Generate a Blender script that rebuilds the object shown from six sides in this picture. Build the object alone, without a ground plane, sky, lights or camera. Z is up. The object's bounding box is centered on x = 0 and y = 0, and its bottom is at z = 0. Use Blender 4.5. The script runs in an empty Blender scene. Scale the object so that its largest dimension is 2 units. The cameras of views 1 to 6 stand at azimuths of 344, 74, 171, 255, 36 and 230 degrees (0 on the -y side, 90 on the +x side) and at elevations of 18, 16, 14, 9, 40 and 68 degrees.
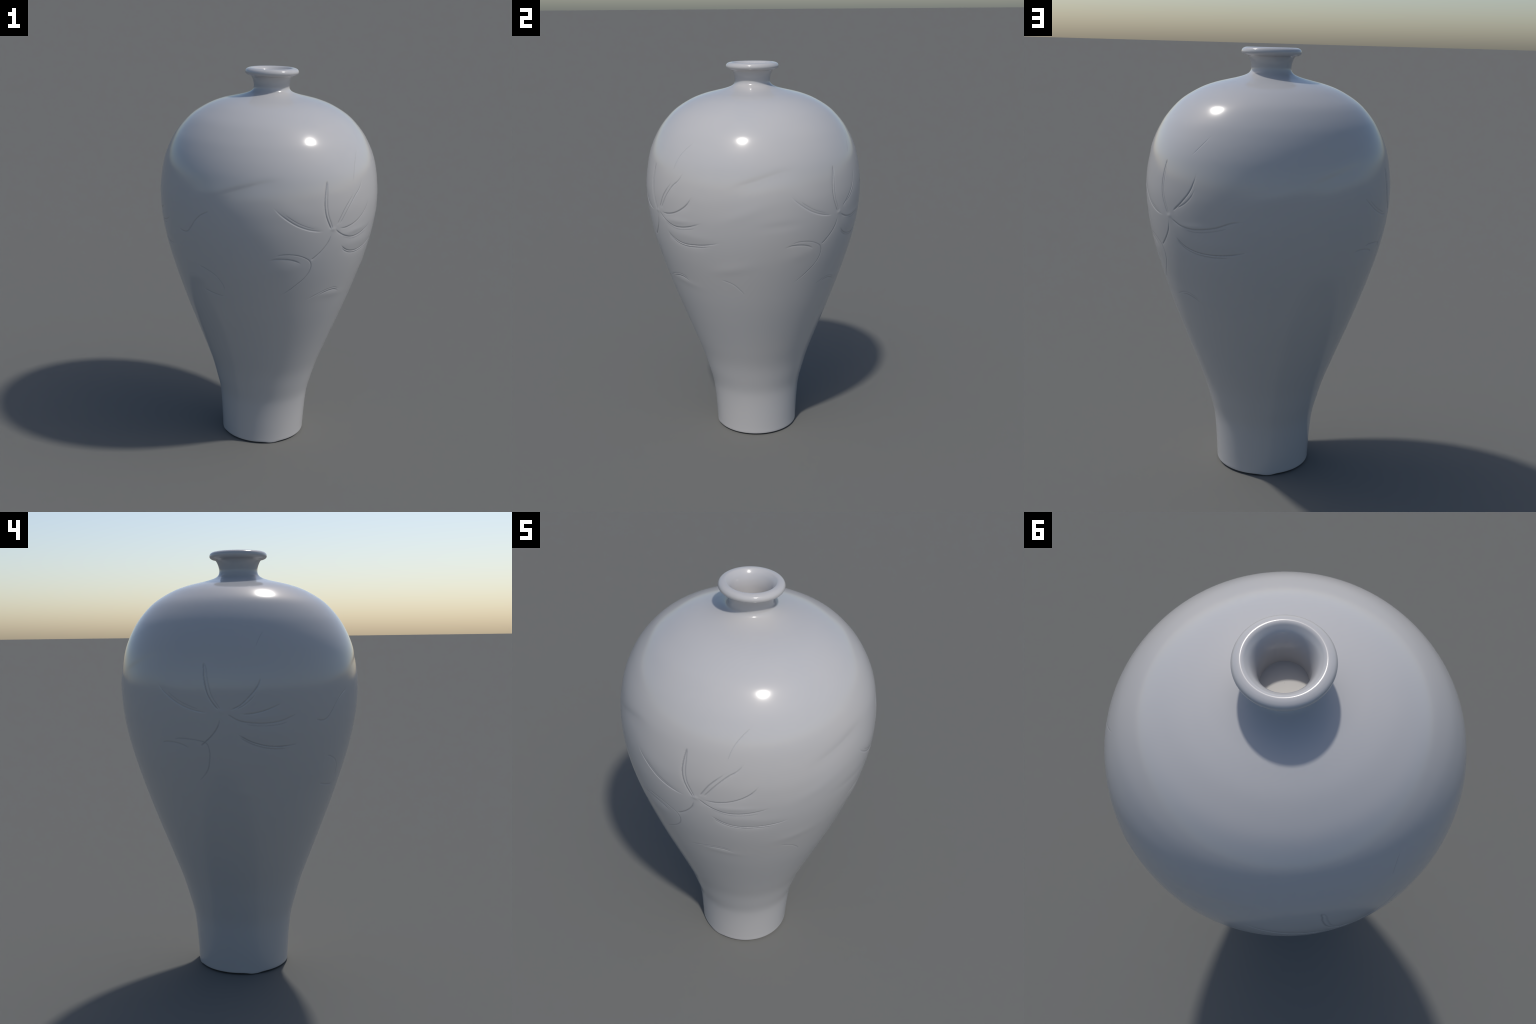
"""Tall porcelain vase: narrow lipped neck, broad shoulder, waisted foot, three
hand-carved flower sprays under a glossy pale grey glaze."""
import bpy
import numpy as np

# ------------------------------------------------------------------ helpers
def catmull(points, step):
    """Dense centripetal Catmull-Rom curve through 2D control points."""
    p = np.array(points, float)
    p = np.vstack([2 * p[0] - p[1], p, 2 * p[-1] - p[-2]])
    out = []
    for i in range(1, len(p) - 2):
        a, b, c, d = p[i - 1:i + 3]
        t0 = 0.0
        t1 = t0 + np.linalg.norm(b - a) ** 0.5
        t2 = t1 + np.linalg.norm(c - b) ** 0.5
        t3 = t2 + np.linalg.norm(d - c) ** 0.5
        n = max(3, int(np.linalg.norm(c - b) / step))
        t = np.linspace(t1, t2, n, endpoint=False)[:, None]
        a1 = (t1 - t) / (t1 - t0) * a + (t - t0) / (t1 - t0) * b
        a2 = (t2 - t) / (t2 - t1) * b + (t - t1) / (t2 - t1) * c
        a3 = (t3 - t) / (t3 - t2) * c + (t - t2) / (t3 - t2) * d
        b1 = (t2 - t) / (t2 - t0) * a1 + (t - t0) / (t2 - t0) * a2
        b2 = (t3 - t) / (t3 - t1) * a2 + (t - t1) / (t3 - t1) * a3
        out.append((t2 - t) / (t2 - t1) * b1 + (t - t1) / (t2 - t1) * b2)
    out.append(p[-2][None])
    return np.vstack(out)


def smooth(x, lo, hi):
    t = np.clip((x - lo) / (hi - lo), 0.0, 1.0)
    return t * t * (3 - 2 * t)


# ------------------------------------------------------- the thrown profile
# (radius, height) from the foot's lower edge, up the wall, over the lip, down the throat
FOOT_EDGE = [(0.2180, 0.0055), (0.2209, 0.0072), (0.2220, 0.0130)]
WALL = [(0.2215, 0.030), (0.2228, 0.060), (0.2258, 0.115), (0.2282, 0.150), (0.2326, 0.200),
        (0.2405, 0.258), (0.2622, 0.340), (0.2885, 0.431), (0.3258, 0.533), (0.3645, 0.635),
        (0.3992, 0.726), (0.4340, 0.820), (0.4660, 0.913), (0.4930, 0.995), (0.5155, 1.069),
        (0.5355, 1.148), (0.5500, 1.222), (0.5590, 1.290), (0.5622, 1.345), (0.5625, 1.390),
        (0.5568, 1.457), (0.5487, 1.507), (0.5385, 1.552), (0.5212, 1.600), (0.5045, 1.635),
        (0.4775, 1.681), (0.4395, 1.728), (0.4000, 1.766), (0.3480, 1.800), (0.3000, 1.8245),
        (0.2450, 1.8435), (0.1940, 1.8560), (0.1500, 1.8665)]
NECK = [(0.1170, 1.8775), (0.1010, 1.8865), (0.0935, 1.8965), (0.0907, 1.9110), (0.0931, 1.9303),
        (0.0993, 1.9478), (0.1052, 1.9580), (0.1102, 1.9622)]
LIP = [(0.1195, 1.9640), (0.1280, 1.9676), (0.1338, 1.9731), (0.1358, 1.9796), (0.1345, 1.9866),
       (0.1300, 1.9932), (0.1232, 1.9974), (0.1170, 1.9993), (0.1100, 2.0000), (0.1035, 1.9984), (0.0970, 1.9926)]
THROAT = [(0.0885, 1.9830), (0.0812, 1.9690), (0.0758, 1.9545), (0.0715, 1.9380), (0.0685, 1.9150), (0.0664, 1.8880),
          (0.0655, 1.8660)]
FLOOR_Z = 1.8665

WALL = [(r * 1.0008 + 0.0008 + 0.0013 * float(np.exp(-((z - 0.65) / 0.42) ** 4)), z) for r, z in WALL]

COLUMNS = 1800
CARVED = (0.86, 1.690)                       # heights between which the flowers are cut

curve = catmull(FOOT_EDGE + WALL + NECK + LIP + THROAT, 0.0006)
arc = np.concatenate([[0], np.cumsum(np.hypot(*np.diff(curve, axis=0).T))])
# even steps, and the long wall faired so that no control point shows as a ring
even = np.linspace(0, arc[-1], int(arc[-1] / 0.0005))
curve = np.stack([np.interp(even, arc, curve[:, k]) for k in (0, 1)], 1)
arc = even
bell = np.exp(-np.linspace(-2.6, 2.6, 157) ** 2 / 2)
faired = np.stack([np.convolve(np.pad(curve[:, k], 78, mode="edge"), bell / bell.sum(), "valid") for k in (0, 1)], 1)
climb = np.where(np.arange(len(arc)) < np.argmax(curve[:, 1]), curve[:, 1], 3.0)
where = (smooth(climb, 0.05, 0.12) * (1 - smooth(climb, 1.835, 1.855)))[:, None]
curve = curve * (1 - where) + faired * where
arc = np.concatenate([[0], np.cumsum(np.hypot(*np.diff(curve, axis=0).T))])


def arc_at(radius, height):
    return arc[np.argmin((curve[:, 0] - radius) ** 2 + (curve[:, 1] - height) ** 2)]


s_wall, s_shoulder = arc_at(*WALL[5]), arc_at(*WALL[25])
s_neck, s_lip, s_throat = arc_at(*NECK[0]), arc_at(*LIP[0]), arc_at(*LIP[-1])
s_lo = np.interp(CARVED[0], curve[:np.argmax(curve[:, 1]), 1], arc[:np.argmax(curve[:, 1])])
s_hi = np.interp(CARVED[1], curve[:np.argmax(curve[:, 1]), 1], arc[:np.argmax(curve[:, 1])])


def spread(a, b, step):
    return np.linspace(a, b, max(2, int(round((b - a) / step))), endpoint=False)


rows_s = np.concatenate([spread(0, arc_at(*WALL[0]), 0.0025), spread(arc_at(*WALL[0]), s_wall, 0.006),
                         spread(s_wall, s_lo, 0.009), spread(s_lo, s_shoulder, 0.0018),
                         spread(s_shoulder, s_hi, 0.0018), spread(s_hi, s_neck, 0.008),
                         spread(s_neck, s_lip, 0.0035), spread(s_lip, s_throat, 0.0022),
                         spread(s_throat, arc[-1], 0.006), [arc[-1]]])
row_r = np.interp(rows_s, arc, curve[:, 0])
row_z = np.interp(rows_s, arc, curve[:, 1])
tangent = np.gradient(np.stack([row_r, row_z], 1), rows_s, axis=0)
tangent /= np.linalg.norm(tangent, axis=1)[:, None]
norm_r, norm_z = tangent[:, 1], -tangent[:, 0]

azimuth = np.linspace(-180, 180, COLUMNS, endpoint=False)      # degrees, 0 faces -y
relief = np.zeros((len(rows_s), COLUMNS))
inked = np.zeros((len(rows_s), COLUMNS))                       # depth of the narrow cuts alone

# --------------------------------------------------------- the carved sprays
wall_top = np.argmax(curve[:, 1])
arc_of_z = lambda z: np.interp(z, curve[:wall_top, 1], arc[:wall_top])
rad_of_z = lambda z: np.interp(z, curve[:wall_top, 1], curve[:wall_top, 0])


GROOVE = 0.88                               # how deep the knife went, overall


def carve(points, depth, width=0.0031, slope=0.0, slope_depth=0.0, taper=(0.03, 0.05)):
    """Cut one stroke of the knife: a narrow groove of the given depth, and on one side
    (slope > 0: to the left of the stroke's direction, < 0: to the right) a wide bevel
    that runs back up to the surface."""
    pts = np.array(points, float)
    r_mean = rad_of_z(pts[:, 1].mean())
    plane = np.stack([np.radians(pts[:, 0]) * r_mean, arc_of_z(pts[:, 1])], 1)
    line = catmull(plane, 0.003)
    run = np.concatenate([[0], np.cumsum(np.hypot(*np.diff(line, axis=0).T))])
    ends = smooth(run, 0, taper[0]) * smooth(run[-1] - run, 0, taper[1])
    tan = np.gradient(line, axis=0)
    tan /= np.linalg.norm(tan, axis=1)[:, None] + 1e-12
    reach = max(0.012, 2.6 * abs(slope))
    rows = np.where((rows_s > line[:, 1].min() - reach) & (rows_s < line[:, 1].max() + reach)
                    & (rows_s > s_lo) & (rows_s < s_hi))[0]
    mid = np.degrees(line[:, 0].mean() / r_mean)
    offs = (azimuth - mid + 180) % 360 - 180
    x_col = np.radians(offs) * r_mean
    lo, hi = line[:, 0].min() - np.radians(mid) * r_mean, line[:, 0].max() - np.radians(mid) * r_mean
    cols = np.where((x_col > lo - reach) & (x_col < hi + reach))[0]
    x_col = x_col[cols] + np.radians(mid) * r_mean
    gx, gy = np.meshgrid(x_col, rows_s[rows])
    best = np.full(gx.shape, 1e9)
    side = np.zeros(gx.shape)
    fade = np.zeros(gx.shape)
    for (px, py), (tx, ty), f in zip(line, tan, ends):
        d2 = (gx - px) ** 2 + (gy - py) ** 2
        m = d2 < best
        best = np.where(m, d2, best)
        across = tx * (gy - py) - ty * (gx - px)
        side = np.where(m, across, side)
        fade = np.where(m, f, fade)
    # distance across the stroke, true distance beyond its ends
    dist = np.sqrt(best)
    groove = GROOVE * depth * np.exp(-(dist / width) ** 2)
    cut = groove.copy()
    if slope:
        s = side * np.sign(slope)
        past = np.sqrt(np.maximum(best - side ** 2, 0))
        bevel = np.where(s > 0, np.exp(-(s / abs(slope)) ** 2), np.exp(-(s / (1.2 * width)) ** 2))
        cut = cut + slope_depth * bevel * np.exp(-(past / (0.5 * abs(slope))) ** 2)
    cut = cut * fade
    inked[np.ix_(rows, cols)] = np.maximum(inked[np.ix_(rows, cols)], groove * fade)
    block = relief[np.ix_(rows, cols)]
    relief[np.ix_(rows, cols)] = np.minimum(block, 0.35 * block - cut)


def swell(az, z, half_w, half_h, height, tilt=0.0):
    """A broad soft rise (height > 0) or hollow (height < 0) of the wall."""
    x = np.radians((azimuth - az + 180) % 360 - 180) * rad_of_z(z)
    y = rows_s - arc_of_z(z)
    gx, gy = np.meshgrid(x, y)
    c, s = np.cos(np.radians(tilt)), np.sin(np.radians(tilt))
    u, v = c * gx + s * gy, -s * gx + c * gy
    g = height * np.exp(-(u / half_w) ** 2 - (v / half_h) ** 2)
    g[(rows_s > s_neck) | (rows_s < s_lo - 0.2)] = 0
    relief[:] += g


def spray(node, up_petal, side_petal, tendril, upper_ray, middle_ray, lower_ray, low_leaf, leaf, arch, vigour):
    """One flower spray; every stroke is given as (degrees from the flower's heart, height)."""
    at = lambda pts, da=0.0, dz=0.0: [(node + a + da, z + dz) for a, z in pts]
    k = vigour
    # narrow upright petal: a pair of cuts closing at the tip
    carve(at(up_petal), 0.0020 * k, slope=-0.012, slope_depth=0.0007 * k, taper=(0.02, 0.02))
    n = len(up_petal)
    carve(at([(a + w, z) for (a, z), w in zip(up_petal, np.interp(np.linspace(0, 1, n), [0, .25, .8, 1],
                                                                  [0.1, 1.5, 1.4, 0.8]))]),
          0.0014 * k, taper=(0.02, 0.02))
    for stroke, d in side_petal:
        carve(at(stroke), d * k, slope=-0.014, slope_depth=0.0006 * k, taper=(0.02, 0.09))
    carve(at(tendril), 0.0011 * k, width=0.0019, taper=(0.04, 0.06))
    if upper_ray:
        carve(at(upper_ray), 0.0015 * k, slope=-0.020, slope_depth=0.0013 * k, taper=(0.05, 0.07))
    carve(at(middle_ray), 0.0015 * k, slope=-0.020, slope_depth=0.0009 * k, taper=(0.03, 0.10))
    carve(at(middle_ray[1:-1], 1.0, -0.011), 0.0010 * k, taper=(0.05, 0.07))
    carve(at(lower_ray), 0.0021 * k, slope=0.016, slope_depth=0.0006 * k, taper=(0.04, 0.12))
    carve(at(lower_ray[:-1], 0.3, -0.0105), 0.0013 * k, slope=-0.016, slope_depth=0.0008 * k, taper=(0.04, 0.10))
    # left ray, stem and the leaf it carries
    left = [(-32.0, 1.425), (-28.3, 1.388), (-24.0, 1.355), (-19.3, 1.327), (-13.6, 1.305), (-8.8, 1.295), (-4.8, 1.293)]
    carve(at(left), 0.0013 * k, slope=0.016, slope_depth=0.0009 * k, taper=(0.10, 0.06))
    carve(at(left[1:-1], 1.0, 0.0085), 0.0011 * k, taper=(0.06, 0.06))
    carve(at([(-0.7, 1.279), (-2.0, 1.233), (-5.2, 1.191), (-8.3, 1.164), (-10.6, 1.147)]), 0.0018 * k,
          slope=0.012, slope_depth=0.0006 * k, taper=(0.05, 0.012))
    carve(at(leaf), 0.0016 * k, slope=-0.014, slope_depth=-0.0004 * k, taper=(0.05, 0.10))
    carve(at([(-33.3, 1.148), (-29.8, 1.159), (-25.4, 1.160), (-20.8, 1.153), (-17.4, 1.140), (-15.6, 1.127)]),
          0.0013 * k, slope=-0.014, slope_depth=0.0007 * k, taper=(0.05, 0.04))
    if low_leaf:
        carve(at(low_leaf), 0.0009 * k, taper=(0.06, 0.04))
        carve(at([(a, z - 0.011) for a, z in low_leaf[1:]]), 0.0015 * k,
              slope=-0.014, slope_depth=0.0006 * k, taper=(0.06, 0.05))
    # faint broad arching petal edge on the left
    carve(at(arch), 0.0, width=0.016, slope=-0.045, slope_depth=0.0021 * k, taper=(0.16, 0.14))
    # petals swell softly between the cuts, the heart is a small dimpled knot
    swell(node + 17, 1.268, 0.085, 0.016, 0.0016 * k, 5)
    swell(node + 24, 1.200, 0.120, 0.026, 0.0012 * k, 0)
    swell(node - 24, 1.105, 0.080, 0.032, 0.0012 * k, 10)
    swell(node + 10, 0.930, 0.090, 0.022, 0.0012 * k, -8)
    swell(node - 22, 1.390, 0.110, 0.050, 0.0012 * k, -25)
    swell(node, 1.297, 0.013, 0.010, 0.0015 * k)


UP = [(-3.8, 1.533), (-5.1, 1.474), (-5.6, 1.420), (-4.8, 1.370), (-2.9, 1.327), (-0.9, 1.294)]
LEAF = [(-30.1, 1.170), (-27.4, 1.180), (-23.6, 1.183), (-18.8, 1.178), (-14.4, 1.163), (-11.4, 1.144),
        (-10.2, 1.120), (-10.6, 1.086), (-12.8, 1.051), (-16.8, 1.016), (-21.8, 0.979), (-27.0, 0.949)]
LOW = [(-10.0, 0.915), (-2.6, 0.944), (4.3, 0.962), (10.2, 0.964), (13.8, 0.954), (16.2, 0.944)]
ARCH = [(-63.0, 1.430), (-56.5, 1.460), (-46.3, 1.492), (-41.1, 1.508), (-33.4, 1.527), (-28.1, 1.533), (-23.4, 1.534)]

spray(16.3, UP,
      [([(2.1, 1.314), (6.5, 1.384), (10.7, 1.430), (14.3, 1.463)], 0.0018),
       ([(3.8, 1.315), (9.7, 1.394), (14.3, 1.442), (17.9, 1.469), (21.9, 1.519)], 0.0014)],
      [(13.4, 1.500), (15.0, 1.550), (17.3, 1.590), (20.4, 1.622), (25.2, 1.660)],
      [(3.5, 1.296), (7.4, 1.293), (11.7, 1.299), (15.5, 1.310), (20.2, 1.333), (24.0, 1.362), (27.5, 1.408)],
      [(1.2, 1.296), (4.0, 1.274), (8.0, 1.253), (13.2, 1.238), (18.1, 1.238), (23.5, 1.247), (29.3, 1.265), (33.0, 1.280)],
      [(6.5, 1.206), (9.8, 1.181), (14.2, 1.162), (19.7, 1.153), (25.4, 1.155), (31.0, 1.160), (37.3, 1.172), (42.2, 1.186)],
      LOW, LEAF, ARCH, 1.0)
spray(123.7, UP,
      [([(2.7, 1.320), (8.6, 1.368), (12.9, 1.415), (15.2, 1.465), (16.1, 1.502)], 0.0018),
       ([(5.4, 1.336), (10.2, 1.362), (13.8, 1.395), (16.7, 1.446)], 0.0011)],
      [(11.4, 1.557), (15.8, 1.601), (20.8, 1.652)],
      None,
      [(0.8, 1.286), (7.1, 1.262), (13.8, 1.256), (20.0, 1.263), (26.2, 1.277), (33.1, 1.302), (40.2, 1.315)],
      [(2.3, 1.210), (7.2, 1.177), (13.8, 1.158), (21.4, 1.153), (28.4, 1.157), (34.4, 1.167), (42.4, 1.188)],
      [(-11.0, 0.905), (-5.1, 0.930), (1.5, 0.945), (7.2, 0.936), (12.0, 0.913)],
      [(a, z - 0.006) for a, z in LEAF], [(a - 0.5, z - 0.004) for a, z in ARCH], 0.9)
spray(247.6, [(-8.0, 1.508), (-7.9, 1.478), (-7.5, 1.428), (-6.0, 1.368), (-3.4, 1.326), (-1.2, 1.302)],
      [([(3.5, 1.302), (7.8, 1.322), (12.1, 1.361), (15.9, 1.408), (17.6, 1.467)], 0.0017),
       ([(6.0, 1.304), (9.5, 1.322), (13.5, 1.356), (17.0, 1.400)], 0.0011)],
      [(14.2, 1.545), (17.6, 1.608), (21.8, 1.650)],
      [(7.1, 1.285), (12.7, 1.286), (18.9, 1.299), (23.4, 1.316), (28.0, 1.338)],
      [(1.6, 1.290), (7.1, 1.258), (12.7, 1.247), (19.0, 1.244), (25.6, 1.251), (31.6, 1.272), (36.6, 1.298)],
      [(6.0, 1.202), (12.1, 1.168), (19.4, 1.146), (27.0, 1.140), (33.5, 1.146), (38.8, 1.156)],
      None,
      [(-25.6, 1.166), (-22.0, 1.177), (-17.0, 1.177), (-11.6, 1.171), (-7.6, 1.158), (-6.6, 1.120), (-6.9, 1.089),
       (-8.2, 1.043), (-11.9, 1.002), (-16.9, 0.973)],
      [(a, z) for a, z in ARCH], 0.85)
# stray leaf tips between the sprays
carve([(-69.0, 1.252), (-64.8, 1.243), (-61.6, 1.249), (-58.6, 1.277), (-55.9, 1.311), (-52.0, 1.346), (-45.6, 1.379)],
      0.0013, slope=-0.012, slope_depth=0.0004)
carve([(-57.5, 1.078), (-53.5, 1.071), (-46.9, 1.045), (-43.3, 1.010), (-42.0, 0.975), (-44.0, 0.950)], 0.0010)
carve([(-58.0, 0.948), (-48.6, 0.932), (-40.8, 0.928)], 0.0011, slope=0.012, slope_depth=0.0004)
carve([(55.0, 0.978), (58.4, 0.971), (62.5, 0.955), (66.3, 0.924), (68.1, 0.901), (66.5, 0.882)], 0.0009)
# slow unevenness of a wall thrown and trimmed by hand
swell(62, 1.040, 0.10, 0.030, 0.0014, 12)
swell(70, 1.330, 0.11, 0.030, 0.0014, 18)
swell(172, 1.400, 0.14, 0.035, 0.0014, 15)
swell(-58, 1.010, 0.09, 0.035, 0.0014, 10)
swell(-50, 1.450, 0.13, 0.035, 0.0013, 14)
swell(88, 1.265, 0.10, 0.022, -0.0010, 4)

# foot stands on three small drips of glaze
feet = np.zeros(COLUMNS)
for a in (-3.0, 179.0, 268.5):
    d = (azimuth - a + 180) % 360 - 180
    feet = np.maximum(feet, np.exp(-(abs(d) / 9.0) ** 2.6))

# ------------------------------------------------------------ lathe the mesh
az = np.radians(azimuth)
R = row_r[:, None] + norm_r[:, None] * relief
Z = row_z[:, None] + norm_z[:, None] * relief
Z = Z - 0.0055 * feet[None, :] * (1 - smooth(row_z, 0.006, 0.030))[:, None] * (row_z < 0.5)[:, None]
# the foot was trimmed a little out of round: wider across x, and set back a touch
trim = (1 - smooth(row_z, 0.10, 0.42))[:, None]
R = R + 0.0042 * trim * (np.sin(az) ** 2)[None, :]
XYZ = np.stack([R * np.sin(az)[None, :], -R * np.cos(az)[None, :] + 0.0016 * trim, Z], 2)

dc = np.roll(XYZ, -1, 1) - np.roll(XYZ, 1, 1)
dr = np.gradient(XYZ, axis=0)
N = np.cross(dc, dr)
N /= np.linalg.norm(N, axis=2)[:, :, None]

# ------------------------------------------------------------------ materials
def porcelain(name, colour, roughness, coat):
    mat = bpy.data.materials.new(name)
    mat.use_nodes = True
    nt = mat.node_tree
    b = nt.nodes["Principled BSDF"]
    tc = nt.nodes.new("ShaderNodeTexCoord")
    cloud = nt.nodes.new("ShaderNodeTexNoise")
    cloud.inputs["Scale"].default_value = 2.3
    cloud.inputs["Detail"].default_value = 3.0
    ramp = nt.nodes.new("ShaderNodeValToRGB")
    ramp.color_ramp.elements[0].position, ramp.color_ramp.elements[1].position = 0.3, 0.7
    ramp.color_ramp.elements[0].color = (*[c * t for c, t in zip(colour, (0.975, 0.985, 1.0))], 1)
    ramp.color_ramp.elements[1].color = (*[c * t for c, t in zip(colour, (1.02, 1.01, 1.0))], 1)
    nt.links.new(tc.outputs["Object"], cloud.inputs["Vector"])
    nt.links.new(cloud.outputs["Fac"], ramp.inputs["Fac"])
    nt.links.new(ramp.outputs["Color"], b.inputs["Base Color"])
    b.inputs["Roughness"].default_value = roughness
    b.inputs["IOR"].default_value = 1.5
    b.inputs["Coat Weight"].default_value = coat
    b.inputs["Coat Roughness"].default_value = 0.08
    return mat


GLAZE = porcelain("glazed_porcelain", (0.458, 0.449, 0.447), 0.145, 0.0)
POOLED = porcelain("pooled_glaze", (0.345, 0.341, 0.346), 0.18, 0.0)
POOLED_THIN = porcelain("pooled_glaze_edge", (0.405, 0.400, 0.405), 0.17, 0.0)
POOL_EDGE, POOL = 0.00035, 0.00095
BISQUE = porcelain("unglazed_porcelain", (0.50, 0.485, 0.46), 0.6, 0.0)

# ----------------------------------------------------- split into named parts
vase = bpy.data.objects.new("vase", None)
vase["label"] = "tall glossy grey porcelain vase with carved flower sprays"
vase["category"] = "vase"
bpy.context.scene.collection.objects.link(vase)


def add_mesh(name, verts, faces, normals, mat, parent=vase):
    me = bpy.data.meshes.new(name)
    me.vertices.add(len(verts))
    me.vertices.foreach_set("co", np.ascontiguousarray(verts, np.float32).ravel())
    n, k = faces.shape
    me.loops.add(n * k)
    me.loops.foreach_set("vertex_index", faces.astype(np.int32).ravel())
    me.polygons.add(n)
    me.polygons.foreach_set("loop_start", np.arange(0, n * k, k, dtype=np.int32))
    me.update(calc_edges=True)
    me.polygons.foreach_set("use_smooth", np.ones(n, bool))
    if normals is not None:
        me.normals_split_custom_set_from_vertices(normals.astype(np.float32))
    me.materials.append(mat)
    ob = bpy.data.objects.new(name, me)
    bpy.context.scene.collection.objects.link(ob)
    ob.parent = parent
    return ob


def grid_faces(rows, columns):
    idx = np.arange((rows + 1) * columns).reshape(rows + 1, columns)
    nxt = np.roll(idx, -1, 1)
    return np.stack([idx[:-1], nxt[:-1], nxt[1:], idx[1:]], 2).reshape(-1, 4)


def pick(verts, faces, normals):
    used, inv = np.unique(faces, return_inverse=True)
    return verts[used], inv.reshape(faces.shape), normals[used]


def lathe_part(name, s_from, s_to, mat=GLAZE, parent=vase):
    i0, i1 = np.argmin(abs(rows_s - s_from)), np.argmin(abs(rows_s - s_to))
    return add_mesh(name, XYZ[i0:i1 + 1].reshape(-1, 3), grid_faces(i1 - i0, COLUMNS),
                    N[i0:i1 + 1].reshape(-1, 3), mat, parent)


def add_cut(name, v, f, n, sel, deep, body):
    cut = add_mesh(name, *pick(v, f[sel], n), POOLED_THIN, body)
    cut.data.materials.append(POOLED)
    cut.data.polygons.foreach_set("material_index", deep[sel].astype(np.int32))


def carved_body(s_from, s_to):
    """The belly wall; the faces in the bed of the knife cuts, where the glaze pooled, are
    pieces of their own, cut out of the same smooth surface."""
    i0, i1 = np.argmin(abs(rows_s - s_from)), np.argmin(abs(rows_s - s_to))
    v, n = XYZ[i0:i1 + 1].reshape(-1, 3), N[i0:i1 + 1].reshape(-1, 3)
    f = grid_faces(i1 - i0, COLUMNS)
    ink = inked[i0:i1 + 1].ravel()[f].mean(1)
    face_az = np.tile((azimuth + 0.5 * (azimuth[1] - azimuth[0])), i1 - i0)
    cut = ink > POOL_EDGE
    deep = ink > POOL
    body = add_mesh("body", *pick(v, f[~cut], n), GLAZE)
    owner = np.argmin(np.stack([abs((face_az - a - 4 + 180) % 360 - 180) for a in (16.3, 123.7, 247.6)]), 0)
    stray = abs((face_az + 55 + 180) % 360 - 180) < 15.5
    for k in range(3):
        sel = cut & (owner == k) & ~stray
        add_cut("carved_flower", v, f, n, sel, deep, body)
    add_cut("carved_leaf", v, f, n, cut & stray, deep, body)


lathe_part("foot", 0, s_wall)
carved_body(s_wall, s_shoulder)
lathe_part("shoulder", s_shoulder, s_neck)
lathe_part("neck", s_neck, s_lip)
lathe_part("rim", s_lip, s_throat)
lathe_part("throat", s_throat, arc[-1])


def disc_part(name, edge, rings, mat, up=True):
    """A disc that starts on an existing edge loop and runs through rings (radius, height)
    to its centre."""
    count = len(edge)
    a = np.arctan2(edge[:, 0], -edge[:, 1])
    loops = [edge] + [np.stack([r * np.sin(a), -r * np.cos(a), np.full(count, z)], 1) for r, z in rings]
    verts = np.vstack(loops)
    faces = grid_faces(len(loops) - 1, count)
    if not up:
        faces = faces[:, ::-1]
    return add_mesh(name, verts, faces, None, mat)


hem = XYZ[0]
disc_part("base", hem, [(0.212, 0.0054), (0.196, 0.0058), (0.190, 0.0130), (0.184, 0.0165), (0.09, 0.0175), (0.001, 0.0180)],
          BISQUE, up=False)
floor_edge = XYZ[-1].copy()[::5] * [1.01, 1.01, 1] + [0, 0, 0.0006]
disc_part("throat_floor", floor_edge, [(0.045, FLOOR_Z), (0.02, FLOOR_Z), (0.0005, FLOOR_Z)], BISQUE)
